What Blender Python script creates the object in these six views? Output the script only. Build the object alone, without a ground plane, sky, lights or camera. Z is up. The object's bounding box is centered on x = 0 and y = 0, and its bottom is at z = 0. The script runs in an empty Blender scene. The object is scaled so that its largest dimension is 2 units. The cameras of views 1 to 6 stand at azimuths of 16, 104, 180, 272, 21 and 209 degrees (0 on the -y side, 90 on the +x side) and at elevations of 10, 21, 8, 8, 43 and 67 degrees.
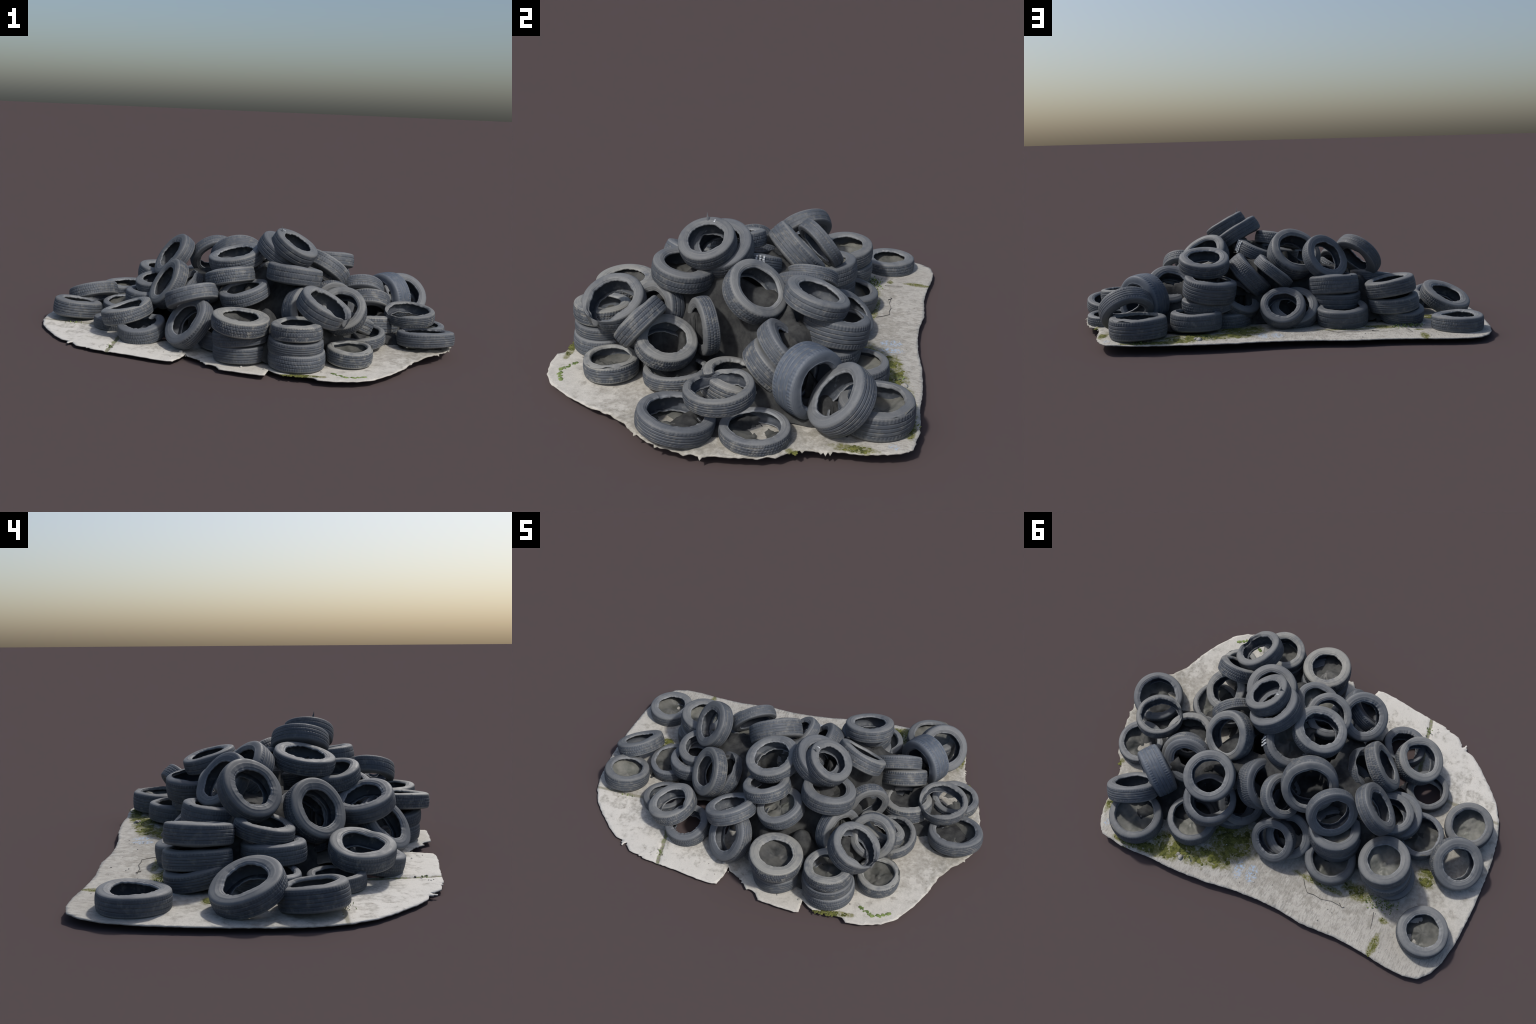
"""A heap of worn car tyres on a cracked, mossy concrete slab."""
import bpy, math, random
import numpy as np
from mathutils import Vector, Matrix, noise, geometry

COL = bpy.context.scene.collection


def add_object(name, data, parent=None, matrix=None):
    ob = bpy.data.objects.new(name, data)
    COL.objects.link(ob)
    if parent is not None:
        ob.parent = parent
    if matrix is not None:
        ob.matrix_local = matrix
    return ob


def mesh_from(name, verts, faces, smooth=True):
    me = bpy.data.meshes.new(name)
    verts = np.asarray(verts, np.float32)
    faces = [tuple(int(i) for i in f) for f in faces]
    me.from_pydata(verts.tolist(), [], faces)
    me.polygons.foreach_set("use_smooth", [smooth] * len(me.polygons))
    me.update()
    return me


# ------------------------------------------------------------------ materials
class Nodes:
    """Small helper that wires shader nodes."""

    def __init__(self, name):
        self.mat = bpy.data.materials.new(name)
        self.mat.use_nodes = True
        self.t = self.mat.node_tree
        self.bsdf = self.t.nodes["Principled BSDF"]

    def new(self, kind, **kw):
        n = self.t.nodes.new(kind)
        for k, v in kw.items():
            setattr(n, k, v)
        return n

    def put(self, socket, value):
        if isinstance(value, bpy.types.NodeSocket):
            self.t.links.new(value, socket)
        elif value is not None:
            socket.default_value = value

    def coords(self):
        return self.new("ShaderNodeTexCoord").outputs["Object"]

    def prop(self, name):
        n = self.new("ShaderNodeAttribute", attribute_type="OBJECT", attribute_name='["%s"]' % name)
        return n.outputs["Fac"]

    def vmath(self, op, a, b=None, out=0):
        n = self.new("ShaderNodeVectorMath", operation=op)
        self.put(n.inputs[0], a)
        if b is not None:
            self.put(n.inputs[1], b)
        return n.outputs[out]

    def math(self, op, a, b=0.0, clamp=False):
        n = self.new("ShaderNodeMath", operation=op, use_clamp=clamp)
        self.put(n.inputs[0], a)
        self.put(n.inputs[1], b)
        return n.outputs[0]

    def noise(self, vec, scale, detail=4.0, rough=0.55):
        n = self.new("ShaderNodeTexNoise")
        self.put(n.inputs["Vector"], vec)
        n.inputs["Scale"].default_value = scale
        n.inputs["Detail"].default_value = detail
        n.inputs["Roughness"].default_value = rough
        return n.outputs["Fac"]

    def step(self, v, lo, hi, to_lo=0.0, to_hi=1.0):
        n = self.new("ShaderNodeMapRange", interpolation_type="SMOOTHSTEP")
        self.put(n.inputs[0], v)
        for i, x in enumerate((lo, hi, to_lo, to_hi)):
            self.put(n.inputs[i + 1], x)
        return n.outputs[0]

    def mix(self, f, a, b):
        n = self.new("ShaderNodeMix", data_type="RGBA")
        self.put(n.inputs["Factor"], f)
        self.put(n.inputs["A"], a if not isinstance(a, tuple) else (*a, 1))
        self.put(n.inputs["B"], b if not isinstance(b, tuple) else (*b, 1))
        return n.outputs["Result"]

    def stretch(self, vec, scale, turn=0.0):
        n = self.new("ShaderNodeMapping")
        self.put(n.inputs["Vector"], vec)
        n.inputs["Scale"].default_value = scale
        n.inputs["Rotation"].default_value = (0, 0, math.radians(turn))
        return n.outputs[0]

    def finish(self, colour, rough=0.7, bump=None, strength=0.3, distance=0.002, spec=0.3):
        self.put(self.bsdf.inputs["Base Color"], colour if not isinstance(colour, tuple) else (*colour, 1))
        self.put(self.bsdf.inputs["Roughness"], rough)
        self.bsdf.inputs["Specular IOR Level"].default_value = spec
        if bump is not None:
            b = self.new("ShaderNodeBump")
            b.inputs["Strength"].default_value = strength
            b.inputs["Distance"].default_value = distance
            self.put(b.inputs["Height"], bump)
            self.put(self.bsdf.inputs["Normal"], b.outputs[0])
        return self.mat


RUBBER_DARK, RUBBER, RUBBER_WORN = (0.038, 0.044, 0.055), (0.079, 0.091, 0.110), (0.178, 0.187, 0.198)
DUST, CHALK = (0.34, 0.335, 0.30), (0.50, 0.53, 0.56)


def rubber_material(kind):
    n = Nodes("rubber_" + kind)
    p = n.coords()
    wear, dust = n.prop("wear"), n.prop("dust")
    off = n.vmath("ADD", p, n.vmath("SCALE", (3.1, 7.7, 1.3)))
    sc = off.node.inputs[1].links[0].from_node
    n.put(sc.inputs["Scale"], wear)
    sep = n.new("ShaderNodeSeparateXYZ")
    n.put(sep.inputs[0], p)
    flat = n.new("ShaderNodeCombineXYZ")
    n.put(flat.inputs[0], sep.outputs[0])
    n.put(flat.inputs[1], sep.outputs[1])
    radius = n.vmath("LENGTH", flat.outputs[0], out=1)
    big = n.noise(off, 9, 3)
    mid = n.noise(off, 38, 5, 0.62)
    fine = n.noise(off, 260, 3, 0.6)
    base = n.mix(n.step(big, 0.3, 0.72), RUBBER_DARK if kind == "liner" else tuple(0.85 * c for c in RUBBER), RUBBER if kind == "liner" else tuple(1.12 * c for c in RUBBER))
    if kind == "sidewall":
        base = n.mix(0.32, base, RUBBER_WORN)
    base = n.mix(n.math("MULTIPLY", n.step(mid, 0.5, 0.78), 0.5), base, RUBBER_WORN)
    base = n.mix(n.math("MULTIPLY", n.step(fine, 0.45, 0.8), 0.35), base, RUBBER_DARK)
    if kind == "sidewall":
        # concentric scuff bands, then dust that lodges in patches of each ring
        ring = n.new("ShaderNodeTexNoise", noise_dimensions="1D")
        n.put(ring.inputs["W"], n.math("ADD", n.math("MULTIPLY", radius, 95), n.math("MULTIPLY", wear, 40)))
        ring.inputs["Detail"].default_value = 2
        band = n.step(ring.outputs["Fac"], 0.45, 0.7)
        base = n.mix(n.math("MULTIPLY", band, 0.4), base, RUBBER_WORN)
        rim = n.math("SUBTRACT", radius, n.prop("bead"))
        bead_highlight = n.math("MULTIPLY", n.step(rim, 0.008, 0.003), n.step(mid, 0.35, 0.6, 0.15, 0.6))
        base = n.mix(bead_highlight, base, (0.27, 0.29, 0.32))  # bluish-white highlight line along the bead edge, painted into the colour
        lodge = n.math("MULTIPLY", n.step(n.math("ADD", n.math("MULTIPLY", big, 0.7), n.math("MULTIPLY", mid, 0.5)), 0.36, 0.66), dust)
        base = n.mix(n.math("MULTIPLY", lodge, n.math("ADD", n.math("MULTIPLY", band, 0.45), 0.6), True), base, DUST)
    elif kind in ("tread", "groove"):
        streak = n.noise(n.stretch(off, (1, 1, 14)), 14, 3)
        base = n.mix(n.math("MULTIPLY", n.step(streak, 0.5, 0.75), 0.3), base, RUBBER_WORN)
        lodge = n.math("MULTIPLY", n.step(mid, 0.46, 0.74), n.math("MULTIPLY", dust, 0.75))
        base = n.mix(lodge, base, DUST)
    else:
        base = n.mix(n.math("MULTIPLY", n.step(mid, 0.5, 0.75), n.math("ADD", n.math("MULTIPLY", dust, 0.4), 0.12)), base, DUST)
    # each tyre has aged to a shade of its own; one has a blue cast
    shade = n.new("ShaderNodeTexWhiteNoise", noise_dimensions="1D")
    n.put(shade.inputs["W"], wear)
    tone = n.step(shade.outputs["Value"], 0.0, 1.0, 0.0, 0.34)
    base = n.mix(tone, base, RUBBER_DARK)
    base = n.mix(n.math("MULTIPLY", n.prop("tint"), 0.18), base, (0.13, 0.185, 0.28))
    if kind == "groove":
        base = n.mix(n.step(mid, 0.40, 0.68, 0.0, 0.6), base, (0.19, 0.178, 0.15))
    height = n.math("ADD", n.math("MULTIPLY", fine, 0.5), mid)
    return n.finish(base, n.step(mid, 0.3, 0.7, 0.52, 0.72), height, 0.35, 0.0012, 0.35)


TREAD_MAT, WALL_MAT, LINER_MAT, GROOVE_MAT = (rubber_material(k) for k in ("tread", "sidewall", "liner", "groove"))


def plain_material(name, low, high, scale, rough=0.85, bump=0.4, distance=0.002):
    n = Nodes(name)
    p = n.coords()
    f = n.noise(p, scale, 6, 0.65)
    return n.finish(n.mix(n.step(f, 0.3, 0.7), low, high), rough, n.noise(p, scale * 4, 4), bump, distance, 0.2)




def bore_fill_material():  # for made-up discs that close the bores as the scan did
    n = Nodes("bore_infill")
    p = n.coords()
    shade = n.new("ShaderNodeTexWhiteNoise", noise_dimensions="1D")
    n.put(shade.inputs["W"], n.prop("wear"))
    f = n.step(n.noise(p, 14, 6, 0.65), 0.25, 0.75)
    dark = n.mix(f, (0.028, 0.030, 0.031), (0.075, 0.076, 0.072))
    pale = n.mix(f, (0.085, 0.092, 0.082), (0.19, 0.19, 0.175))
    base = n.mix(n.step(shade.outputs["Value"], 0.1, 0.9), dark, pale)
    return n.finish(base, n.step(n.noise(p, 9, 3), 0.4, 0.6, 0.45, 0.8), n.noise(p, 90, 4), 0.4, 0.002, 0.3)


BORE_FILL_MAT = bore_fill_material()
MOSS_MAT = plain_material("moss", (0.045, 0.054, 0.016), (0.165, 0.17, 0.048), 45, 0.95, 0.8, 0.004)
GRASS_MAT = plain_material("leaf_green", (0.06, 0.095, 0.03), (0.22, 0.28, 0.10), 50)
STONE_MAT = plain_material("pebble", (0.16, 0.155, 0.14), (0.46, 0.45, 0.42), 30)
INFILL_MAT = plain_material("dark_infill", (0.022, 0.023, 0.025), (0.058, 0.060, 0.060), 20)  # infill added between tyres, coloured near-black for the shade of the gaps
TWIG_MAT = plain_material("dead_twig", (0.07, 0.066, 0.06), (0.15, 0.14, 0.13), 80)
CHALK_MAT = plain_material("chalk_mark", CHALK, (0.66, 0.70, 0.74), 300)

# ---------------------------------------------------------------------- tyres
SEG = 240          # steps round the tyre
GROOVES = {"rib": (-0.62, -0.2, 0.2, 0.62), "block": (-0.55, 0.0, 0.55), "chevron": (-0.42, 0.42)}
TREAD_END = 0.72   # tread half width as a share of the half width


def tyre_profile(R, W, q, tread):
    """Closed cross-section (radius, height, region, lateral shift) walked tread > upper wall > liner > lower wall."""
    w, hole = W / 2, q * R
    grooves = GROOVES[tread]
    gap = 0.0013 / (w * TREAD_END)
    marks = {}
    for g in grooves:
        marks[round(g - gap, 4)] = 0.0
        marks[round(g + gap, 4)] = 0.0
        marks[g] = 0.0028
    edges = [-1.0, *grooves, 1.0]
    for a, b in zip(edges[:-1], edges[1:]):
        for f in (0.3, 0.7):
            marks[round(a + (b - a) * f, 4)] = 0.0
    marks[-0.97] = 0.0
    marks[0.97] = 0.0
    top = sorted(marks)
    rows = []
    for u in top:                                           # tread, bottom to top
        r = R - 0.022 * R * u * u - marks[u]
        rows.append((r, u * TREAD_END * w, 0, u if marks[u] == 0 else None))
    tread_rows = rows
    r0, h0 = R - 0.022 * R, TREAD_END * w
    r1 = R - 0.62 * w
    wall = []
    for k in range(1, 6):                                   # rounded shoulder
        t = k / 5 * math.pi / 2
        wall.append((r1 + (r0 - r1) * math.cos(t) ** 0.85, h0 + (0.985 * w - h0) * math.sin(t)))
    for f, bulge, lift in ((0.12, 1.0, 0), (0.2, 1.0, 0.0009), (0.3, 1.0, 0), (0.45, 0.985, 0), (0.6, 0.955, 0), (0.7, 0.93, 0.0012), (0.78, 0.905, 0), (0.87, 0.885, 0), (0.93, 0.875, 0.0012)):
        wall.append((r1 + (hole + 0.002 - r1) * f, w * bulge + lift))
    wall += [(hole + 0.0025, 0.855 * w), (hole, 0.80 * w), (hole + 0.001, 0.70 * w)]
    inner = [(hole + 0.006, 0.66 * w), (hole + 0.016, 0.74 * w), (0.5 * (hole + R), 0.83 * w), (R - 0.030, 0.76 * w), (R - 0.018, 0.5 * w)]
    up = [(r, h, 1, None) for r, h in wall]
    down = [(r, -h, 3, None) for r, h in reversed(wall)]
    lin = [(r, h, 2, None) for r, h in inner] + [(R - 0.0155, 0.0, 2, None)] + [(r, -h, 2, None) for r, h in reversed(inner)]
    return tread_rows + up + lin + down, len(tread_rows)


def lateral_cut(tread, u, i):
    """True where a crosswise sipe meets this row of the tread."""
    a = abs(u)
    if tread == "rib":
        return a > 0.72 and i % 4 == 0
    if tread == "block":
        return (i + (2 if u > 0 else 0) + (1 if a < 0.5 else 0)) % (3 if a > 0.5 else 4) == 0
    return (i + int(a * 9)) % 4 == 0


TYRES = []


def tyre(at, tilt, toward, radius, width, hole, tread="rib", dust=0.2, bore_fill=0.0, fold=None, lettered=False, chalk=None, tint=0.0, tear=None, choked=False):
    index = len(TYRES)
    rng = random.Random(100 + index)
    rows, n_tread = tyre_profile(radius, width, hole, tread)
    M = len(rows)
    r = np.array([x[0] for x in rows])[:, None] * np.ones((1, SEG))
    h = np.array([x[1] for x in rows])[:, None] * np.ones((1, SEG))
    ang = np.arange(SEG) / SEG * 2 * math.pi
    depth = 0.0018 * rng.uniform(0.6, 1.3)
    for j in range(n_tread):
        u = rows[j][3]
        if u is None:
            continue
        cut = np.array([lateral_cut(tread, u, i) for i in range(SEG)])
        r[j] -= depth * cut
    # every carcass is a little out of round and warped
    p1, p2, p3 = (rng.uniform(0, 6.28) for _ in range(3))
    r *= 1 + 0.010 * np.cos(2 * ang + p1) + 0.006 * np.cos(3 * ang + p2)
    share = np.clip((radius - r) / (radius * (1 - hole)), 0, 1)
    h = h * (1 + share * (0.05 * np.cos(2 * ang + p3) + 0.035 * np.cos(5 * ang + p1))) + 0.0022 * np.cos(2 * ang + p2)
    r = r + share * radius * (0.012 * np.cos(3 * ang + p3) + 0.008 * np.cos(7 * ang + p2))
    rag = np.array([noise.noise((math.cos(a) * 6 + index, math.sin(a) * 6, 2.0)) + 0.35 * noise.noise((math.cos(a) * 13 + index, math.sin(a) * 13, 5.0)) for a in ang])
    torn = rng.uniform(0.2, 0.8) if tear is None else tear
    r = r + share ** 3 * radius * 0.022 * torn * rag
    h = h - np.sign(h) * share ** 3 * 0.004 * torn * np.roll(rag, 17)
    if fold:
        at_ang, span, deep = fold
        d = (np.degrees(ang) - at_ang + 180) % 360 - 180
        g = np.exp(-(d / span) ** 2)
        g *= 1 + 0.25 * np.cos(np.radians(d) * 9)
        upper = np.clip(h / (width / 2), 0, 1)
        r = r - deep * 0.35 * g * (1 - share) + deep * 0.9 * g * share * upper
        h = h - deep * g * upper * (0.4 + 0.9 * share)
    verts = np.stack([r * np.cos(ang), r * np.sin(ang), h], -1).reshape(-1, 3)
    jj, ii = np.meshgrid(np.arange(M), np.arange(SEG), indexing="ij")
    jn, inx = (jj + 1) % M, (ii + 1) % SEG
    quads = np.stack([jj * SEG + ii, jj * SEG + inx, jn * SEG + inx, jn * SEG + ii], -1).reshape(-1, 4)
    region = np.array([x[2] for x in rows])
    # a strip belongs to the wall if either of its rows does not lie in the tread
    strip = np.where((region == 0) & (np.roll(region, -1) == 0), 0, np.where((region == 2) | (np.roll(region, -1) == 2), 2, 1))
    strip[-1] = 1
    # normals of the whole carcass, shared by its parts
    a, b, c, d4 = (verts[quads[:, k]] for k in range(4))
    fn = np.cross(c - a, d4 - b)
    vn = np.zeros_like(verts)
    for k in range(4):
        np.add.at(vn, quads[:, k], fn)
    vn /= np.linalg.norm(vn, axis=1, keepdims=True) + 1e-12

    turn = Matrix.Rotation(math.radians(toward), 4, "Z") @ Matrix.Rotation(math.radians(tilt), 4, "Y") @ Matrix.Rotation(math.radians(-toward), 4, "Z")
    base_z = at[2] - radius * math.sin(math.radians(tilt)) - width / 2 * math.cos(math.radians(tilt))
    root = bpy.data.objects.new("tyre", None)
    root.empty_display_size = 0.05
    COL.objects.link(root)
    root.location = (at[0], at[1], base_z)
    root["label"] = "worn black rubber car tyre with %s" % ("dusty pale sidewalls" if dust > 0.5 else "grooved tread, no rim")
    root["category"] = "tyre"
    place = Matrix.Translation((0, 0, at[2] - base_z)) @ turn
    wear = rng.uniform(0, 10)
    fs = np.repeat(strip, SEG)
    for part, code, mat in (("tread", 0, TREAD_MAT), ("sidewall", 1, WALL_MAT), ("inner_liner", 2, LINER_MAT)):
        f = quads[fs == code]
        used, inv = np.unique(f, return_inverse=True)
        f = inv.reshape(f.shape)
        me = bpy.data.meshes.new(part)
        me.vertices.add(len(used))
        me.vertices.foreach_set("co", verts[used].astype(np.float32).ravel())
        me.loops.add(f.size)
        me.loops.foreach_set("vertex_index", f.astype(np.int32).ravel())
        me.polygons.add(len(f))
        me.polygons.foreach_set("loop_start", (np.arange(len(f)) * 4).astype(np.int32))
        me.update(calc_edges=True)
        me.polygons.foreach_set("use_smooth", np.ones(len(f), bool))
        me.normals_split_custom_set_from_vertices(vn[used].tolist())
        me.materials.append(mat)
        ob = add_object(part, me, root, place)
        ob["wear"] = wear
        ob["dust"] = float(dust)
        ob["tint"] = float(tint)
        ob["bead"] = hole * radius
        if part == "tread":
            me.materials.append(GROOVE_MAT)
            low = {j for j in range(n_tread) if rows[j][3] is None}
            strip_of = np.repeat(np.arange(M), SEG)[fs == code]
            me.polygons.foreach_set("material_index", np.array([int(j in low or j + 1 in low) for j in range(M)], np.int32)[strip_of])
    if bore_fill:
        add_bore_fill(root, place, radius * 0.955, (bore_fill - 0.5) * width, rng)
    if lettered:
        add_letters(root, place, radius, width)
    if chalk:
        add_chalk(root, place, radius, width, hole, chalk)
    TYRES.append((root, at, turn.to_3x3() @ Vector((0, 0, 1)), radius, width, hole, bore_fill, choked))
    return root


def add_bore_fill(root, place, R, level, rng):
    """Added disc standing in for the surface the scan fused across a bore."""
    verts, faces, rings, steps = [(0, 0, level)], [], 10, 48
    sx, sy = rng.uniform(-9, 9), rng.uniform(-9, 9)
    tiltx, tilty = rng.uniform(-0.22, 0.22), rng.uniform(-0.22, 0.22)
    for k in range(1, rings + 1):
        for i in range(steps):
            a = i / steps * 2 * math.pi
            x, y = R * k / rings * math.cos(a), R * k / rings * math.sin(a)
            z = level - 0.014 * (1 - (k / rings) ** 2) + 0.018 * noise.noise((x * 18 + sx, y * 18 + sy, 0)) + 0.006 * noise.noise((x * 70 + sx, y * 70, 3)) + tiltx * x + tilty * y
            verts.append((x, y, z))
    for i in range(steps):
        faces.append((0, 1 + i, 1 + (i + 1) % steps))
    for k in range(rings - 1):
        for i in range(steps):
            p, q = 1 + k * steps + i, 1 + k * steps + (i + 1) % steps
            faces.append((p, p + steps, q + steps, q))
    me = mesh_from("bore_fill", verts, faces)
    me.materials.append(BORE_FILL_MAT)
    ob = add_object("bore_fill", me, root, place)
    ob["wear"] = rng.uniform(0, 10)


def box(verts, faces, frame, sx, sy, sz):
    b = len(verts)
    for z in (-sz, sz):
        for x, y in ((-sx, -sy), (sx, -sy), (sx, sy), (-sx, sy)):
            verts.append(tuple(frame @ Vector((x, y, z))))
    for f in ((0, 3, 2, 1), (4, 5, 6, 7), (0, 1, 5, 4), (1, 2, 6, 5), (2, 3, 7, 6), (3, 0, 4, 7)):
        faces.append(tuple(b + i for i in f))


def add_letters(root, place, R, W):
    """Weathered white marks in three columns on the smooth tread."""
    rng = random.Random(7)
    verts, faces = [], []
    for col in range(3):
        ang = math.radians(24 + col * 6.5)
        h = 0.45 * W
        while h > -0.40 * W:
            tall = rng.uniform(0.002, 0.006)
            wide = rng.uniform(0.0028, 0.0046)
            f = Matrix.Rotation(ang + rng.uniform(-0.01, 0.01), 4, "Z") @ Matrix.Translation((R + 0.0012, 0, h - tall))
            box(verts, faces, f, 0.0009, wide, tall)
            h -= 2 * tall + rng.uniform(0.0015, 0.004)
    me = mesh_from("white_mark", verts, faces, False)
    me.materials.append(CHALK_MAT)
    add_object("white_mark", me, root, place)


def add_chalk(root, place, R, W, q, spots):
    verts, faces = [], []
    for ang, frac, length in spots:
        rad = R * (q + (1 - q) * frac)
        f = Matrix.Rotation(math.radians(ang), 4, "Z") @ Matrix.Translation((rad, 0, W / 2 * (0.90 + 0.08 * frac)))
        box(verts, faces, f, length, 0.0022, 0.0025)
    me = mesh_from("chalk_mark", verts, faces, False)
    me.materials.append(CHALK_MAT)
    add_object("chalk_mark", me, root, place)


# lone tyres and the low heap at the west end
tyre(at=(-0.828, 0.419, 0.053), tilt=2, toward=295, radius=0.122, width=0.071, hole=0.61, tread='block', dust=0.25, bore_fill=0.38)
tyre(at=(-0.841, 0.056, 0.094), tilt=26, toward=135, radius=0.127, width=0.072, hole=0.58, tread='block', dust=0.25)
tyre(at=(-0.825, -0.151, 0.066), tilt=10, toward=55, radius=0.117, width=0.085, hole=0.65, tread='rib', dust=0.3, bore_fill=0.48)
tyre(at=(-0.474, -0.337, 0.121), tilt=16, toward=191, radius=0.121, width=0.074, hole=0.61, tread='block', dust=0.4, fold=(-25, 26, 0.012))
tyre(at=(-0.574, -0.240, 0.040), tilt=3, toward=87, radius=0.106, width=0.058, hole=0.68, tread='block', dust=0.35)
tyre(at=(-0.375, -0.394, 0.066), tilt=12, toward=254, radius=0.112, width=0.078, hole=0.61, tread='block', dust=0.06, fold=(110, 60, 0.020), tear=1.3)
tyre(at=(-0.627, -0.001, 0.063), tilt=3, toward=244, radius=0.120, width=0.066, hole=0.74, tread='rib', dust=0.06, bore_fill=0.45)
tyre(at=(-0.467, 0.011, 0.198), tilt=13, toward=244, radius=0.111, width=0.064, hole=0.63, tread='rib', dust=0.3)
tyre(at=(-0.495, -0.022, 0.126), tilt=2, toward=77, radius=0.120, width=0.078, hole=0.61, tread='block', dust=0.11)
# three-high stacks on the north side
tyre(at=(-0.540, 0.238, 0.196), tilt=11, toward=352, radius=0.124, width=0.080, hole=0.60, tread='rib', dust=0.35, bore_fill=0.55)
tyre(at=(-0.557, 0.242, 0.115), tilt=7, toward=2, radius=0.123, width=0.072, hole=0.61, tread='rib', dust=0.27)
tyre(at=(-0.591, 0.246, 0.065), tilt=10, toward=109, radius=0.112, width=0.069, hole=0.61, tread='rib', dust=0.26)
tyre(at=(-0.269, 0.209, 0.206), tilt=8, toward=292, radius=0.122, width=0.093, hole=0.61, tread='block', dust=0.15, bore_fill=0.85)
tyre(at=(-0.279, 0.204, 0.132), tilt=1, toward=267, radius=0.124, width=0.077, hole=0.61, tread='chevron', dust=0.17)
tyre(at=(-0.301, 0.304, 0.078), tilt=7, toward=77, radius=0.124, width=0.091, hole=0.67, tread='chevron', dust=0.22, bore_fill=0.45)
# leaning against the north flank
tyre(at=(-0.020, 0.349, 0.124), tilt=41, toward=86, radius=0.109, width=0.062, hole=0.61, tread='rib', dust=0.07, choked=True)
tyre(at=(-0.075, 0.285, 0.103), tilt=37, toward=86, radius=0.118, width=0.070, hole=0.61, tread='chevron', dust=0.19)
tyre(at=(0.022, 0.187, 0.271), tilt=41, toward=186, radius=0.107, width=0.058, hole=0.62, tread='rib', dust=0.27)
tyre(at=(0.143, 0.167, 0.249), tilt=49, toward=187, radius=0.121, width=0.092, hole=0.61, tread='block', dust=0.07)
tyre(at=(0.205, 0.255, 0.150), tilt=38, toward=145, radius=0.118, width=0.072, hole=0.61, tread='chevron', dust=0.27)
tyre(at=(0.250, 0.265, 0.066), tilt=0, toward=0, radius=0.120, width=0.076, hole=0.61, tread='block', dust=0.11)
tyre(at=(-0.081, 0.098, 0.341), tilt=47, toward=119, radius=0.134, width=0.096, hole=0.66, tread='rib', dust=0.27)
tyre(at=(-0.231, 0.171, 0.329), tilt=55, toward=130, radius=0.121, width=0.058, hole=0.63, tread='chevron', dust=0.05)
tyre(at=(-0.403, 0.065, 0.324), tilt=53, toward=219, radius=0.124, width=0.069, hole=0.58, tread='chevron', dust=0.23)
# two stacks and loose tyres along the south front
tyre(at=(-0.124, -0.456, 0.134), tilt=52, toward=230, radius=0.123, width=0.070, hole=0.58, tread='rib', dust=0.05)
tyre(at=(0.140, -0.558, 0.190), tilt=5, toward=337, radius=0.124, width=0.068, hole=0.60, tread='block', dust=0.9, bore_fill=0.5)
tyre(at=(0.135, -0.525, 0.126), tilt=8, toward=172, radius=0.122, width=0.064, hole=0.61, tread='block', dust=0.1)
tyre(at=(0.135, -0.525, 0.061), tilt=3, toward=175, radius=0.118, width=0.074, hole=0.61, tread='rib', dust=0.13)
tyre(at=(0.382, -0.552, 0.183), tilt=3, toward=167, radius=0.109, width=0.069, hole=0.61, tread='chevron', dust=0.75, bore_fill=0.25)
tyre(at=(0.378, -0.545, 0.122), tilt=4, toward=315, radius=0.116, width=0.062, hole=0.61, tread='rib', dust=0.09)
tyre(at=(0.383, -0.542, 0.062), tilt=2, toward=145, radius=0.121, width=0.076, hole=0.61, tread='block', dust=0.16)
tyre(at=(0.474, -0.460, 0.261), tilt=27, toward=353, radius=0.120, width=0.084, hole=0.65, tread='chevron', dust=0.35, fold=(-20, 38, 0.035), tear=1.3)
tyre(at=(0.530, -0.337, 0.231), tilt=50, toward=268, radius=0.106, width=0.074, hole=0.62, tread='block', dust=0.55)
tyre(at=(0.585, -0.428, 0.070), tilt=2, toward=297, radius=0.100, width=0.070, hole=0.69, tread='rib', dust=0.7, bore_fill=0.7)
tyre(at=(0.541, -0.234, 0.169), tilt=26, toward=48, radius=0.114, width=0.066, hole=0.61, tread='block', dust=0.7)
tyre(at=(0.585, -0.175, 0.076), tilt=8, toward=213, radius=0.121, width=0.055, hole=0.76, tread='rib', dust=0.6, bore_fill=0.45, tear=1.3)
tyre(at=(0.444, -0.124, 0.207), tilt=89, toward=129, radius=0.109, width=0.059, hole=0.61, tread='block', dust=0.45)
tyre(at=(0.365, -0.330, 0.205), tilt=72, toward=328, radius=0.115, width=0.074, hole=0.61, tread='chevron', dust=0.4)
# summit
SUMMIT = tyre(at=(0.267, -0.171, 0.461), tilt=31, toward=350, radius=0.110, width=0.072, hole=0.61, tread='chevron', dust=0.28, chalk=[(170, 0.35, 0.006)])
tyre(at=(0.210, -0.134, 0.427), tilt=32, toward=352, radius=0.126, width=0.079, hole=0.61, tread='block', dust=0.07)
tyre(at=(0.294, -0.254, 0.354), tilt=10, toward=57, radius=0.124, width=0.082, hole=0.60, tread='chevron', dust=0.3, bore_fill=0.4)
tyre(at=(-0.012, -0.144, 0.384), tilt=14, toward=224, radius=0.130, width=0.068, hole=0.63, tread='block', dust=0.3, tear=1.0, choked=True)
tyre(at=(-0.002, -0.263, 0.319), tilt=16, toward=148, radius=0.113, width=0.071, hole=0.64, tread='block', dust=0.29)
tyre(at=(0.087, -0.326, 0.262), tilt=16, toward=212, radius=0.113, width=0.066, hole=0.64, tread='chevron', dust=0.15, bore_fill=0.45)
tyre(at=(0.101, -0.047, 0.337), tilt=22, toward=185, radius=0.124, width=0.070, hole=0.66, tread='rib', dust=0.28, bore_fill=0.9, lettered=True)
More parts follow.
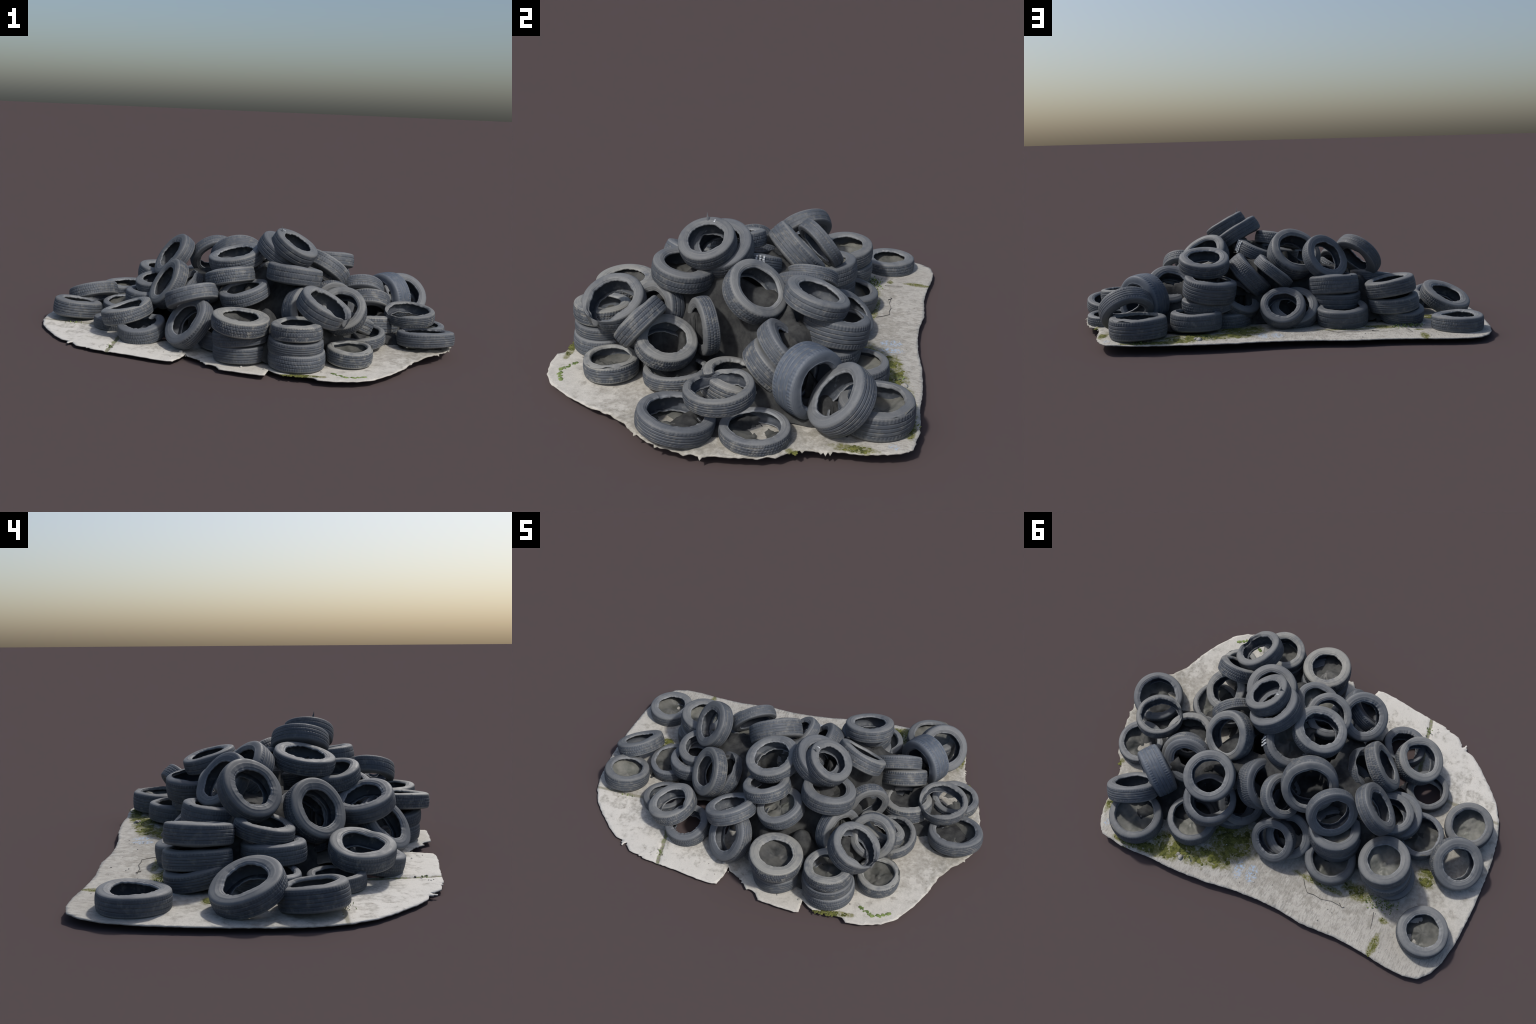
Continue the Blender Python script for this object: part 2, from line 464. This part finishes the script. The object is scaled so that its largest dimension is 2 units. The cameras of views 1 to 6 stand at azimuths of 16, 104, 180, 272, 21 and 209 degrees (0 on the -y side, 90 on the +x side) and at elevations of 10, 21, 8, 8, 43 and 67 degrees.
tyre(at=(0.365, 0.044, 0.334), tilt=41, toward=59, radius=0.123, width=0.080, hole=0.65, tread='chevron', dust=0.35, choked=True)
tyre(at=(0.352, 0.269, 0.336), tilt=17, toward=106, radius=0.122, width=0.070, hole=0.62, tread='chevron', dust=0.24)
# middle of the south-west flank
tyre(at=(-0.334, -0.176, 0.235), tilt=59, toward=219, radius=0.126, width=0.068, hole=0.59, tread='block', dust=0.45)
tyre(at=(-0.268, -0.135, 0.198), tilt=53, toward=204, radius=0.120, width=0.070, hole=0.61, tread='block', dust=0.22, fold=(20, 40, 0.030), tear=1.3)
tyre(at=(-0.142, -0.378, 0.234), tilt=25, toward=137, radius=0.122, width=0.072, hole=0.60, tread='chevron', dust=0.17, tear=1.0)
# north-east stack
tyre(at=(0.324, 0.342, 0.222), tilt=11, toward=161, radius=0.125, width=0.107, hole=0.74, tread='rib', dust=0.11)
tyre(at=(0.337, 0.322, 0.148), tilt=4, toward=50, radius=0.122, width=0.066, hole=0.61, tread='block', dust=0.21)
tyre(at=(0.384, 0.434, 0.091), tilt=5, toward=246, radius=0.121, width=0.085, hole=0.72, tread='chevron', dust=0.22, bore_fill=0.5)
tyre(at=(0.635, 0.542, 0.094), tilt=2, toward=266, radius=0.130, width=0.099, hole=0.70, tread='rib', dust=0.3, bore_fill=0.6)
tyre(at=(0.705, 0.434, 0.154), tilt=48, toward=298, radius=0.125, width=0.082, hole=0.63, tread='rib', dust=0.14)
tyre(at=(0.642, 0.308, 0.168), tilt=90, toward=56, radius=0.126, width=0.111, hole=0.61, tread='rib', dust=0.25, tint=1.0)
# east end
tyre(at=(0.524, 0.199, 0.210), tilt=43, toward=103, radius=0.117, width=0.068, hole=0.55, tread='rib', dust=0.1)
tyre(at=(0.563, 0.169, 0.151), tilt=40, toward=103, radius=0.116, width=0.081, hole=0.61, tread='rib', dust=0.6)
tyre(at=(0.610, 0.045, 0.090), tilt=12, toward=104, radius=0.122, width=0.085, hole=0.68, tread='rib', dust=0.6, bore_fill=0.35, tear=1.0)
tyre(at=(0.782, 0.042, 0.154), tilt=6, toward=287, radius=0.120, width=0.060, hole=0.74, tread='rib', dust=0.55, fold=(215, 34, 0.030), tear=1.3)
tyre(at=(0.872, -0.076, 0.082), tilt=9, toward=114, radius=0.130, width=0.067, hole=0.70, tread='rib', dust=0.2, bore_fill=0.24, tear=1.0)
tyre(at=(0.828, 0.178, 0.060), tilt=1, toward=258, radius=0.117, width=0.050, hole=0.71, tread='block', dust=0.29, bore_fill=0.36)
# core of the heap, mostly covered
tyre(at=(0.215, -0.015, 0.072), tilt=0, toward=0, radius=0.121, width=0.076, hole=0.61, tread='rib', dust=0.3)
tyre(at=(0.220, -0.010, 0.147), tilt=1, toward=0, radius=0.121, width=0.076, hole=0.61, tread='chevron', dust=0.23)
tyre(at=(0.205, -0.020, 0.222), tilt=3, toward=158, radius=0.121, width=0.076, hole=0.61, tread='chevron', dust=0.25)
tyre(at=(0.020, -0.385, 0.066), tilt=0, toward=0, radius=0.121, width=0.076, hole=0.61, tread='block', dust=0.09)
tyre(at=(0.380, 0.130, 0.075), tilt=0, toward=0, radius=0.121, width=0.076, hole=0.61, tread='chevron', dust=0.26)  # from here on: unseen filler tyres added inside the heap
tyre(at=(-0.060, -0.130, 0.066), tilt=0, toward=0, radius=0.121, width=0.076, hole=0.61, tread='block', dust=0.15)
tyre(at=(-0.050, -0.120, 0.142), tilt=3, toward=0, radius=0.121, width=0.076, hole=0.61, tread='block', dust=0.17)
tyre(at=(-0.200, -0.070, 0.100), tilt=13, toward=153, radius=0.121, width=0.076, hole=0.61, tread='chevron', dust=0.29)

# ----------------------------------------------------------------------- slab
def slab_height(x, y):
    z = 0.0265 + 0.010 * x + 0.010 * y
    z += 0.014 * math.exp(-((x - 0.90) / 0.12) ** 2 - ((y + 0.17) / 0.13) ** 2)       # earth banked against the tyres
    z += 0.011 * math.exp(-((x - 0.36) / 0.16) ** 2 - ((y - 0.55) / 0.07) ** 2) + 0.009 * math.exp(-((x - 0.72) / 0.14) ** 2 - ((y - 0.58) / 0.12) ** 2)
    z += 0.0035 * noise.noise((x * 2.2, y * 2.2, 4.0)) + 0.0012 * noise.noise((x * 24, y * 24, 1.0))
    rough = min(1.0, max(0.0, (x - 0.78) / 0.06))          # loose rubble at the east end
    z += rough * (0.006 * noise.noise((x * 26, y * 26, 9.0)) + 0.004 * noise.noise((x * 60, y * 60, 2.0)))
    if y < -0.30:                       # open joint between two cast bays
        d = abs(x - (-0.467 - 0.2 * (y + 0.474)))
        z -= 0.006 * math.exp(-(d / 0.008) ** 2)
    return z


# edge of the slab, walked anticlockwise from the north-west corner; (points, raggedness)
EDGE = [
    ("west", 0.0, [(-0.893, 0.620), (-0.936, 0.572), (-0.967, 0.500), (-0.987, 0.400), (-0.996, 0.289), (-1.000, 0.181), (-1.000, 0.059), (-0.994, -0.059), (-0.978, -0.174), (-0.952, -0.262), (-0.905, -0.345), (-0.850, -0.405), (-0.760, -0.492), (-0.700, -0.535)]),
    ("broken corner", 0.010, [(-0.668, -0.543), (-0.650, -0.575), (-0.640, -0.556), (-0.600, -0.599)]),
    ("south-west bay", 0.0, [(-0.519, -0.620), (-0.418, -0.631), (-0.315, -0.643), (-0.209, -0.659), (-0.156, -0.662), (-0.121, -0.656), (-0.106, -0.600), (-0.103, -0.546)]),
    ("crumbled edge", 0.009, [(-0.084, -0.573), (-0.027, -0.598), (0.017, -0.637), (0.068, -0.655)]),
    ("south bay", 0.0, [(0.093, -0.686), (0.172, -0.693), (0.270, -0.700), (0.290, -0.694), (0.288, -0.625)]),
    ("mossy break", 0.007, [(0.332, -0.661), (0.419, -0.668), (0.482, -0.668)]),
    ("south-east curve", 0.0, [(0.504, -0.688), (0.577, -0.678), (0.655, -0.649), (0.713, -0.605), (0.768, -0.515), (0.815, -0.415), (0.847, -0.313)]),
    ("torn east edge", 0.013, [(0.890, -0.250), (0.918, -0.226), (0.966, -0.154), (0.986, -0.082), (0.984, 0.000), (0.978, 0.060), (0.962, 0.140), (0.946, 0.205), (0.912, 0.276), (0.862, 0.335), (0.846, 0.400)]),
    ("east end", 0.004, [(0.834, 0.487), (0.820, 0.568), (0.790, 0.645), (0.755, 0.680), (0.669, 0.691)]),
    ("north", 0.0, [(0.572, 0.688), (0.482, 0.679), (0.384, 0.681), (0.305, 0.675), (0.177, 0.661), (0.058, 0.638), (-0.069, 0.625), (-0.187, 0.623), (-0.298, 0.634), (-0.396, 0.627), (-0.468, 0.620), (-0.559, 0.621), (-0.651, 0.628), (-0.743, 0.638), (-0.829, 0.637)]),
]


def slab_outline():
    rng = random.Random(3)
    pts = []
    for _, rag, run in EDGE:
        pts += [(Vector(p), rag) for p in run]
    out = []
    for k, (p, rag) in enumerate(pts):
        q = pts[(k + 1) % len(pts)][0]
        m = max(1, int((q - p).length / (0.007 if rag else 0.011)))
        nrm = Vector((q.y - p.y, p.x - q.x)).normalized()
        for i in range(m):
            s = p.lerp(q, i / m)
            j = rag * (0.7 * noise.noise((s.x * 30, s.y * 30, 1)) + (rng.uniform(0.1, 0.6) if rng.random() < 0.14 else -0.25)) if rag else 0.0008 * rng.gauss(0, 1)
            out.append((s + nrm * j, rag, j))
    return out


# where the slab is broken through under the heap: x, y, radius
GAPS = [(-0.372, -0.370, 0.095), (-0.36, -0.27, 0.10), (-0.578, -0.225, 0.070), (-0.25, -0.33, 0.06)]


def build_slab():
    edge = slab_outline()
    loop = [e[0] for e in edge]
    rng = random.Random(11)
    pts = list(loop)
    poly = np.array([(p.x, p.y) for p in loop])
    px, py = poly[:, 0], poly[:, 1]
    qx, qy = np.roll(px, -1), np.roll(py, -1)
    step = 0.0125
    for iy, y in enumerate(np.arange(-0.72, 0.72, step)):
        for x in np.arange(-1.02, 1.02, step) + (step / 2 if iy % 2 else 0):
            X, Y = x + rng.uniform(-0.2, 0.2) * step, y + rng.uniform(-0.2, 0.2) * step
            cross = ((py > Y) != (qy > Y)) & (X < (qx - px) * (Y - py) / np.where(qy == py, 1e-9, qy - py) + px)
            if cross.sum() % 2 and ((px - X) ** 2 + (py - Y) ** 2).min() > (0.5 * step) ** 2:
                pts.append(Vector((X, Y)))
    n = len(loop)
    pts = pts[:n] + [p for p in pts[n:] if all(math.hypot(p.x - a, p.y - b) > c for a, b, c in GAPS)]
    vs, es, fs, *_ = geometry.delaunay_2d_cdt(pts, [(i, (i + 1) % n) for i in range(n)], [], 1, 1e-6)
    ragged = {}
    for p, rag, j in edge:
        if rag > 0.0125:
            ragged[(round(p.x, 4), round(p.y, 4))] = j
    top, count = [], {}
    for v in vs:
        z = slab_height(v.x, v.y)
        j = ragged.get((round(v.x, 4), round(v.y, 4)))
        if j is not None and j > 0.002:
            z = max(0.004, z - 1.2 * j)
        top.append((v.x, v.y, z))
    mid = lambda f: sum((vs[i] for i in f), Vector((0, 0))) / len(f)
    fs = [f for f in fs if all(math.hypot(mid(f).x - a, mid(f).y - b) > c for a, b, c in GAPS)]
    fs = [tuple(f) if sum((vs[f[k]].x * vs[f[(k + 1) % len(f)]].y - vs[f[(k + 1) % len(f)]].x * vs[f[k]].y) for k in range(len(f))) > 0 else tuple(reversed(f)) for f in fs]
    for f in fs:
        for k in range(len(f)):
            e = (f[k], f[(k + 1) % len(f)])
            count[e] = 1
    N = len(top)
    thick = 0.004
    verts = top + [(x, y, max(0.0, z - thick)) for x, y, z in top]
    k = min(range(N), key=lambda i: top[i][2])
    verts[k] = (*top[k][:2], 0.001)
    verts[N + k] = (*top[k][:2], 0.0)
    faces = list(fs) + [tuple(N + i for i in reversed(f)) for f in fs]
    for (a, b) in count:
        if (b, a) not in count:
            faces.append((b, a, N + a, N + b))
    me = mesh_from("concrete_slab", verts, faces)
    me.materials.append(concrete_material())
    ob = add_object("concrete_slab", me)
    ob["label"] = "thin broken grey concrete slab with moss patches"
    ob["category"] = "slab"
    return ob


# green growth on the slab: centre, half-lengths, turn in degrees, cushion count, cushion size
MOSS = [
    ((0.52, 0.640), (0.13, 0.022), 5, 90, 0.010), ((0.40, 0.575), (0.11, 0.055), 10, 260, 0.010),
    ((0.22, 0.545), (0.09, 0.045), 20, 200, 0.012), ((0.17, 0.42), (0.10, 0.08), 0, 260, 0.011),
    ((-0.48, 0.375), (0.07, 0.03), -8, 90, 0.006), ((-0.745, 0.165), (0.034, 0.042), 30, 110, 0.010),
    ((-0.650, 0.575), (0.016, 0.055), 0, 50, 0.0045), ((-0.646, 0.445), (0.020, 0.012), 0, 14, 0.004),
    ((0.805, 0.50), (0.018, 0.06), 0, 50, 0.008), ((0.875, 0.315), (0.012, 0.02), 0, 16, 0.006),
    ((0.43, -0.660), (0.09, 0.012), 10, 60, 0.007), ((-0.30, 0.42), (0.10, 0.012), 0, 16, 0.005), ((0.64, 0.665), (0.06, 0.012), 0, 24, 0.006),
]


def concrete_material():
    n = Nodes("concrete")
    p = n.coords()
    big, mid = n.noise(p, 3.2, 4), n.noise(p, 26, 6, 0.65)
    grit, fleck = n.noise(p, 330, 2, 0.7), n.noise(p, 120, 2)
    sep = n.new("ShaderNodeSeparateXYZ")
    n.put(sep.inputs[0], p)
    x, y = sep.outputs[0], sep.outputs[1]
    base = n.mix(n.step(n.math("ADD", n.math("MULTIPLY", mid, 0.6), n.math("MULTIPLY", fleck, 0.4)), 0.25, 0.75), (0.40, 0.385, 0.352), (0.53, 0.515, 0.475))
    # brushed grain of the north strip
    brush = n.noise(n.stretch(p, (1.0, 0.22, 1.0), -28), 150, 4, 0.7)
    north = n.step(y, 0.30, 0.50)
    base = n.mix(n.math("MULTIPLY", north, n.step(brush, 0.46, 0.66, 0.0, 0.58)), base, (0.15, 0.148, 0.14))
    base = n.mix(n.math("MULTIPLY", n.math("ADD", north, n.step(y, -0.5, -0.2)), n.step(big, 0.35, 0.75, 0.0, 0.16)), base, (0.22, 0.205, 0.18))
    base = n.mix(n.math("MULTIPLY", north, 0.22), base, (0.26, 0.25, 0.23))
    # paler south-west bay
    bay = n.math("MULTIPLY", n.step(y, -0.235, -0.265), n.step(x, -0.06, -0.10))
    base = n.mix(n.math("MULTIPLY", bay, 0.55), base, (0.62, 0.605, 0.57))
    base = n.mix(n.step(grit, 0.60, 0.76, 0.0, 0.45), base, (0.72, 0.71, 0.68))
    base = n.mix(n.step(grit, 0.40, 0.26, 0.0, 0.5), base, (0.14, 0.135, 0.125))
    base = n.mix(n.step(fleck, 0.70, 0.75, 0.0, 0.6), base, (0.30, 0.20, 0.12))

    def blob(c, half, turn, soft=0.5):
        m = n.new("ShaderNodeMapping", vector_type="TEXTURE")
        n.put(m.inputs["Vector"], p)
        m.inputs["Location"].default_value = (c[0], c[1], 0)
        m.inputs["Rotation"].default_value = (0, 0, math.radians(turn))
        m.inputs["Scale"].default_value = (half[0], half[1], 10)
        d = n.vmath("LENGTH", m.outputs[0], out=1)
        return n.step(n.math("ADD", d, n.math("MULTIPLY", n.math("SUBTRACT", mid, 0.5), 1.6)), 1.25, 1.25 - soft)

    # soil trodden in round the heap
    soil_and_infill = blob((0.02, 0.0), (0.86, 0.50), 0, 0.25)
    base = n.mix(n.math("MULTIPLY", soil_and_infill, n.step(n.noise(p, 60, 5, 0.7), 0.3, 0.7, 0.05, 0.65)), base, (0.20, 0.188, 0.16))
    east = blob((0.86, 0.05), (0.14, 0.42), 8, 0.4)
    base = n.mix(n.math("MULTIPLY", east, n.step(n.noise(p, 75, 5, 0.7), 0.3, 0.7, 0.1, 0.55)), base, (0.20, 0.19, 0.155))
    green = n.mix(n.noise(p, 55, 4), (0.055, 0.065, 0.022), (0.23, 0.22, 0.07))
    for c, half, turn, count, size in MOSS:
        base = n.mix(n.math("MULTIPLY", blob(c, (half[0] * 1.25, half[1] * 1.25), turn), n.step(fleck, 0.25, 0.62, 0.25, 0.9)), base, green)
    # faded blue paint
    for c, half in (((0.075, 0.535), (0.022, 0.045)), ((0.012, 0.525), (0.026, 0.04)), ((0.765, 0.62), (0.015, 0.02))):
        paint = n.math("MULTIPLY", blob(c, half, 10), n.step(n.noise(p, 90, 4, 0.7), 0.45, 0.6, 0, 0.8))
        base = n.mix(paint, base, (0.32, 0.44, 0.62))
    # earth and weeds in the joint
    line = n.math("ABSOLUTE", n.math("ADD", n.math("ADD", x, 0.467), n.math("MULTIPLY", n.math("ADD", y, 0.474), 0.2)))
    joint = n.math("MULTIPLY", n.step(n.math("ADD", line, n.math("MULTIPLY", n.math("SUBTRACT", mid, 0.5), 0.02)), 0.013, 0.006), n.step(y, -0.30, -0.34))
    base = n.mix(n.math("MULTIPLY", joint, 0.85), base, n.mix(n.step(fleck, 0.45, 0.6), (0.17, 0.155, 0.12), (0.14, 0.18, 0.05)))
    cross = n.math("MULTIPLY", n.step(n.math("ABSOLUTE", n.math("ADD", y, n.math("ADD", 0.25, n.math("MULTIPLY", n.math("SUBTRACT", mid, 0.5), 0.03)))), 0.012, 0.004), n.step(x, -0.55, -0.6))
    base = n.mix(n.math("MULTIPLY", cross, 0.7), base, (0.20, 0.19, 0.13))
    height = n.math("ADD", n.math("MULTIPLY", grit, 0.5), n.math("ADD", mid, n.math("MULTIPLY", brush, 0.5)))
    return n.finish(base, 0.88, height, 0.5, 0.003, 0.2)


slab = build_slab()


def build_infill():
    """Soil and debris packed between the tyres, following the heap a hand's depth below its surface."""
    step = 0.012
    xs, ys = np.arange(-0.96, 0.96, step), np.arange(-0.66, 0.66, step)
    X, Y = np.meshgrid(xs, ys, indexing="ij")
    env = np.full(X.shape, 0.02)
    for _, at, axis, R, W, q, bore_fill, choked in TYRES:
        c = Vector(at) + axis * W * 0.5
        d = np.hypot(X - at[0], Y - at[1])
        lift = np.clip(-((X - c.x) * axis.x + (Y - c.y) * axis.y) / max(axis.z, 0.5), -R, R)
        env = np.where(d < R * 0.96, np.maximum(env, np.clip(c.z + lift, 0, at[2] + R)), env)
    def spread(field, radius, pick):          # widen (max) or shrink (min) the heap by a radius
        out, m = field.copy(), int(radius / step)
        for a in range(-m, m + 1):
            for b in range(-m, m + 1):
                if a * a + b * b <= m * m:
                    out = pick(out, np.roll(field, (a, b), (0, 1)))
        return out

    env = spread(spread(env, 0.05, np.maximum), 0.115, np.minimum)
    k = np.exp(-0.5 * (np.arange(-12, 13) * step / 0.03) ** 2)
    k /= k.sum()
    for ax in (0, 1):
        env = np.apply_along_axis(lambda v: np.convolve(np.pad(v, 12, mode="edge"), k, "valid"), ax, env)
    Z = env - 0.052
    for x, y, r, deep in PITS:
        Z -= deep * np.exp(-(((X - x) ** 2 + (Y - y) ** 2) / r ** 2) ** 2)
    Z = np.maximum(Z, 0.222 - 0.10 * ((X - 0.21) ** 2 + (Y + 0.40) ** 2) / 0.07 ** 2)      # bank behind the front stacks
    for _, at, axis, R, W, q, bore_fill, choked in TYRES:      # the bores of the upper tyres stay open
        if at[2] > 0.13 and not bore_fill and not choked:
            d = np.hypot(X - at[0] + 0.03 * axis.x, Y - at[1] + 0.03 * axis.y)
            Z = np.where(d < q * R * (0.5 + 0.4 * axis.z), np.minimum(Z, at[2] - 0.10), Z)
    for i in range(X.shape[0]):
        for j in range(X.shape[1]):
            Z[i, j] += 0.012 * noise.noise((X[i, j] * 14, Y[i, j] * 14, 3)) + 0.005 * noise.noise((X[i, j] * 45, Y[i, j] * 45, 6))
    base = 0.0265 + 0.010 * X + 0.010 * Y
    keep = (Z > base - 0.004) & (X > -0.72)
    for a, b, c in GAPS:
        keep &= np.hypot(X - a, Y - b) > c
    nx, ny = X.shape
    ids, verts, faces = -np.ones(X.shape, int), [], []
    for i in range(nx - 1):
        for j in range(ny - 1):
            if keep[i:i + 2, j:j + 2].all():
                q = []
                for a, b in ((i, j), (i + 1, j), (i + 1, j + 1), (i, j + 1)):
                    if ids[a, b] < 0:
                        ids[a, b] = len(verts)
                        verts.append((X[a, b], Y[a, b], Z[a, b]))
                    q.append(ids[a, b])
                faces.append(tuple(q))
    me = mesh_from("soil_and_infill", verts, faces)
    me.materials.append(INFILL_MAT)
    return add_object("soil_and_infill", me, slab)


# places where the heap stays hollow: x, y, radius, depth
PITS = [(-0.40, -0.36, 0.13, 0.25), (-0.14, -0.44, 0.12, 0.25), (0.585, -0.44, 0.12, 0.30), (0.45, -0.06, 0.09, 0.12), (-0.12, 0.22, 0.09, 0.10), (0.43, -0.27, 0.08, 0.07), (0.0, 0.36, 0.10, 0.08)]
build_infill()


def dome_stuff(name, parent, spots, mat, flat=0.7, seed=1):
    """Many small lumpy domes joined into one mesh."""
    verts, faces = [], []
    rings, steps = 4, 9
    rng = random.Random(seed)
    for x, y, z, s in spots:
        b = len(verts)
        o = rng.uniform(0, 50)
        verts.append((x, y, z + s * flat))
        for k in range(1, rings + 1):
            t = k / rings * math.pi * 0.55
            for i in range(steps):
                a = i / steps * 2 * math.pi + o
                j = 1 + 0.3 * noise.noise((math.cos(a) * 1.3 + o, math.sin(a) * 1.3, k * 0.7))
                verts.append((x + s * j * math.sin(t) * math.cos(a), y + s * j * math.sin(t) * math.sin(a), z + s * flat * j * math.cos(t)))
        for i in range(steps):
            faces.append((b, b + 1 + i, b + 1 + (i + 1) % steps))
        for k in range(rings - 1):
            for i in range(steps):
                p, q = b + 1 + k * steps + i, b + 1 + k * steps + (i + 1) % steps
                faces.append((p, p + steps, q + steps, q))
    me = mesh_from(name, verts, faces)
    me.materials.append(mat)
    ob = add_object(name, me, parent)
    ob["kind"] = "stuff"
    return ob


for c, half, turn, count, size in MOSS:
    rng = random.Random(int(c[0] * 1000) + 2000)
    spots = []
    for _ in range(count):
        r, a = rng.random() ** 0.6, rng.uniform(0, 6.283)
        u, v = half[0] * r * math.cos(a), half[1] * r * math.sin(a)
        t = math.radians(turn)
        x, y = c[0] + u * math.cos(t) - v * math.sin(t), c[1] + u * math.sin(t) + v * math.cos(t)
        if noise.noise((x * 22, y * 22, 8)) < -0.18:
            continue
        s = size * rng.uniform(0.5, 1.5) * (1.15 - 0.5 * r)
        spots.append((x, y, slab_height(x, y) - s * 0.25, s))
    dome_stuff("moss", slab, spots, MOSS_MAT, 0.42, int(c[1] * 1000) + 3000)

# bright green strip of creeping growth at the south-east
spots = []
rng = random.Random(21)
for k in range(34):
    t = k / 33
    x = 0.545 + 0.135 * t
    y = -0.583 - 0.032 * math.sin(t * math.pi) + rng.uniform(-0.006, 0.006)
    s = rng.uniform(0.005, 0.011)
    spots.append((x, y, slab_height(x, y) - 0.002, s))
dome_stuff("moss", slab, spots, GRASS_MAT, 0.4, 5)

# pebbles and crumbs of concrete
rng = random.Random(31)
spots = [(x, y, slab_height(x, y), s) for x, y, s in ((0.172, -0.631, 0.007), (0.270, -0.630, 0.006), (0.50, -0.585, 0.005), (-0.13, -0.53, 0.010), (0.42, -0.60, 0.004), (0.355, 0.611, 0.014), (0.372, 0.602, 0.010))]
for _ in range(90):
    x, y = rng.uniform(-0.85, 0.9), rng.choice((rng.uniform(-0.62, -0.5), rng.uniform(0.40, 0.60)))
    if x > 0.72 or (x > 0.75 and y < -0.3) or (x > 0.6 and y < -0.5) or (x < -0.5 and y < -0.45):
        continue
    spots.append((x, y, slab_height(x, y), rng.uniform(0.0015, 0.004)))
dome_stuff("pebble", slab, spots, STONE_MAT, 0.8, 9)


def twig(points, thick):
    cu = bpy.data.curves.new("twig", "CURVE")
    cu.dimensions = "3D"
    sp = cu.splines.new("POLY")
    sp.points.add(len(points) - 1)
    for k, (x, y) in enumerate(points):
        sp.points[k].co = (x, y, slab_height(x, y) + 0.003, 1)
        sp.points[k].radius = 1.0 - 0.5 * k / len(points)
    cu.bevel_depth = thick
    cu.bevel_resolution = 1
    tmp = bpy.data.objects.new("tmp", cu)
    COL.objects.link(tmp)
    me = bpy.data.meshes.new_from_object(tmp.evaluated_get(bpy.context.evaluated_depsgraph_get()))
    bpy.data.objects.remove(tmp)
    me.materials.clear()
    me.materials.append(TWIG_MAT)
    add_object("twig", me, slab)


twig([(-0.223, 0.435), (-0.245, 0.465), (-0.268, 0.487), (-0.300, 0.482), (-0.338, 0.486), (-0.390, 0.472), (-0.442, 0.474)], 0.0013)
twig([(-0.588, 0.428), (-0.600, 0.470), (-0.607, 0.510)], 0.0009)
twig([(-0.425, 0.463), (-0.445, 0.478), (-0.455, 0.47)], 0.0017)

# weeds at the foot of the north-west stack and by the moss
verts, faces = [], []
rng = random.Random(41)
for cx, cy, spread, count in ((-0.628, 0.372, 0.045, 90), (-0.56, 0.385, 0.04, 40), (0.31, 0.585, 0.03, 14), (0.62, 0.66, 0.06, 30), (-0.45, -0.56, 0.012, 14), (-0.79, -0.255, 0.05, 16)):
    for _ in range(count):
        x, y = cx + rng.gauss(0, spread * 0.5), cy + rng.gauss(0, spread * 0.35)
        z = slab_height(x, y)
        a, lean, ln, wd = rng.uniform(0, 6.283), rng.uniform(0.2, 1.1), rng.uniform(0.008, 0.022), rng.uniform(0.0018, 0.004)
        d = Vector((math.cos(a) * math.sin(lean), math.sin(a) * math.sin(lean), math.cos(lean)))
        s = Vector((-math.sin(a), math.cos(a), 0))
        o = Vector((x, y, z - 0.002))
        b = len(verts)
        verts += [tuple(o), tuple(o + d * ln * 0.5 + s * wd), tuple(o + d * ln + Vector((0, 0, -0.2 * ln))), tuple(o + d * ln * 0.5 - s * wd)]
        faces.append((b, b + 1, b + 2, b + 3))
me = mesh_from("weed", verts, faces)
me.materials.append(GRASS_MAT)
weed = add_object("weed", me, slab)
weed["kind"] = "stuff"

# spike left by the scan, copied onto the topmost tyre
top = SUMMIT
tip, foot = Vector((0.2086, -0.1943, 0.5627)), Vector((0.216, -0.188, 0.520))
axis = (tip - foot).normalized()
side = axis.cross(Vector((1, 0, 0))).normalized()
other = axis.cross(side)
verts = [tuple(tip - top.location)]
for k in range(5):
    a = k / 5 * 6.283
    verts.append(tuple(foot + side * 0.009 * math.cos(a) + other * 0.004 * math.sin(a) - top.location))
me = mesh_from("scan_spike", verts, [(0, 1 + k, 1 + (k + 1) % 5) for k in range(5)] + [(5, 4, 3, 2, 1)], False)
me.materials.append(WALL_MAT)
spike = add_object("scan_spike", me, top)
spike["wear"], spike["dust"], spike["tint"] = 2.0, 0.1, 0.0
spike["bead"] = 0.0
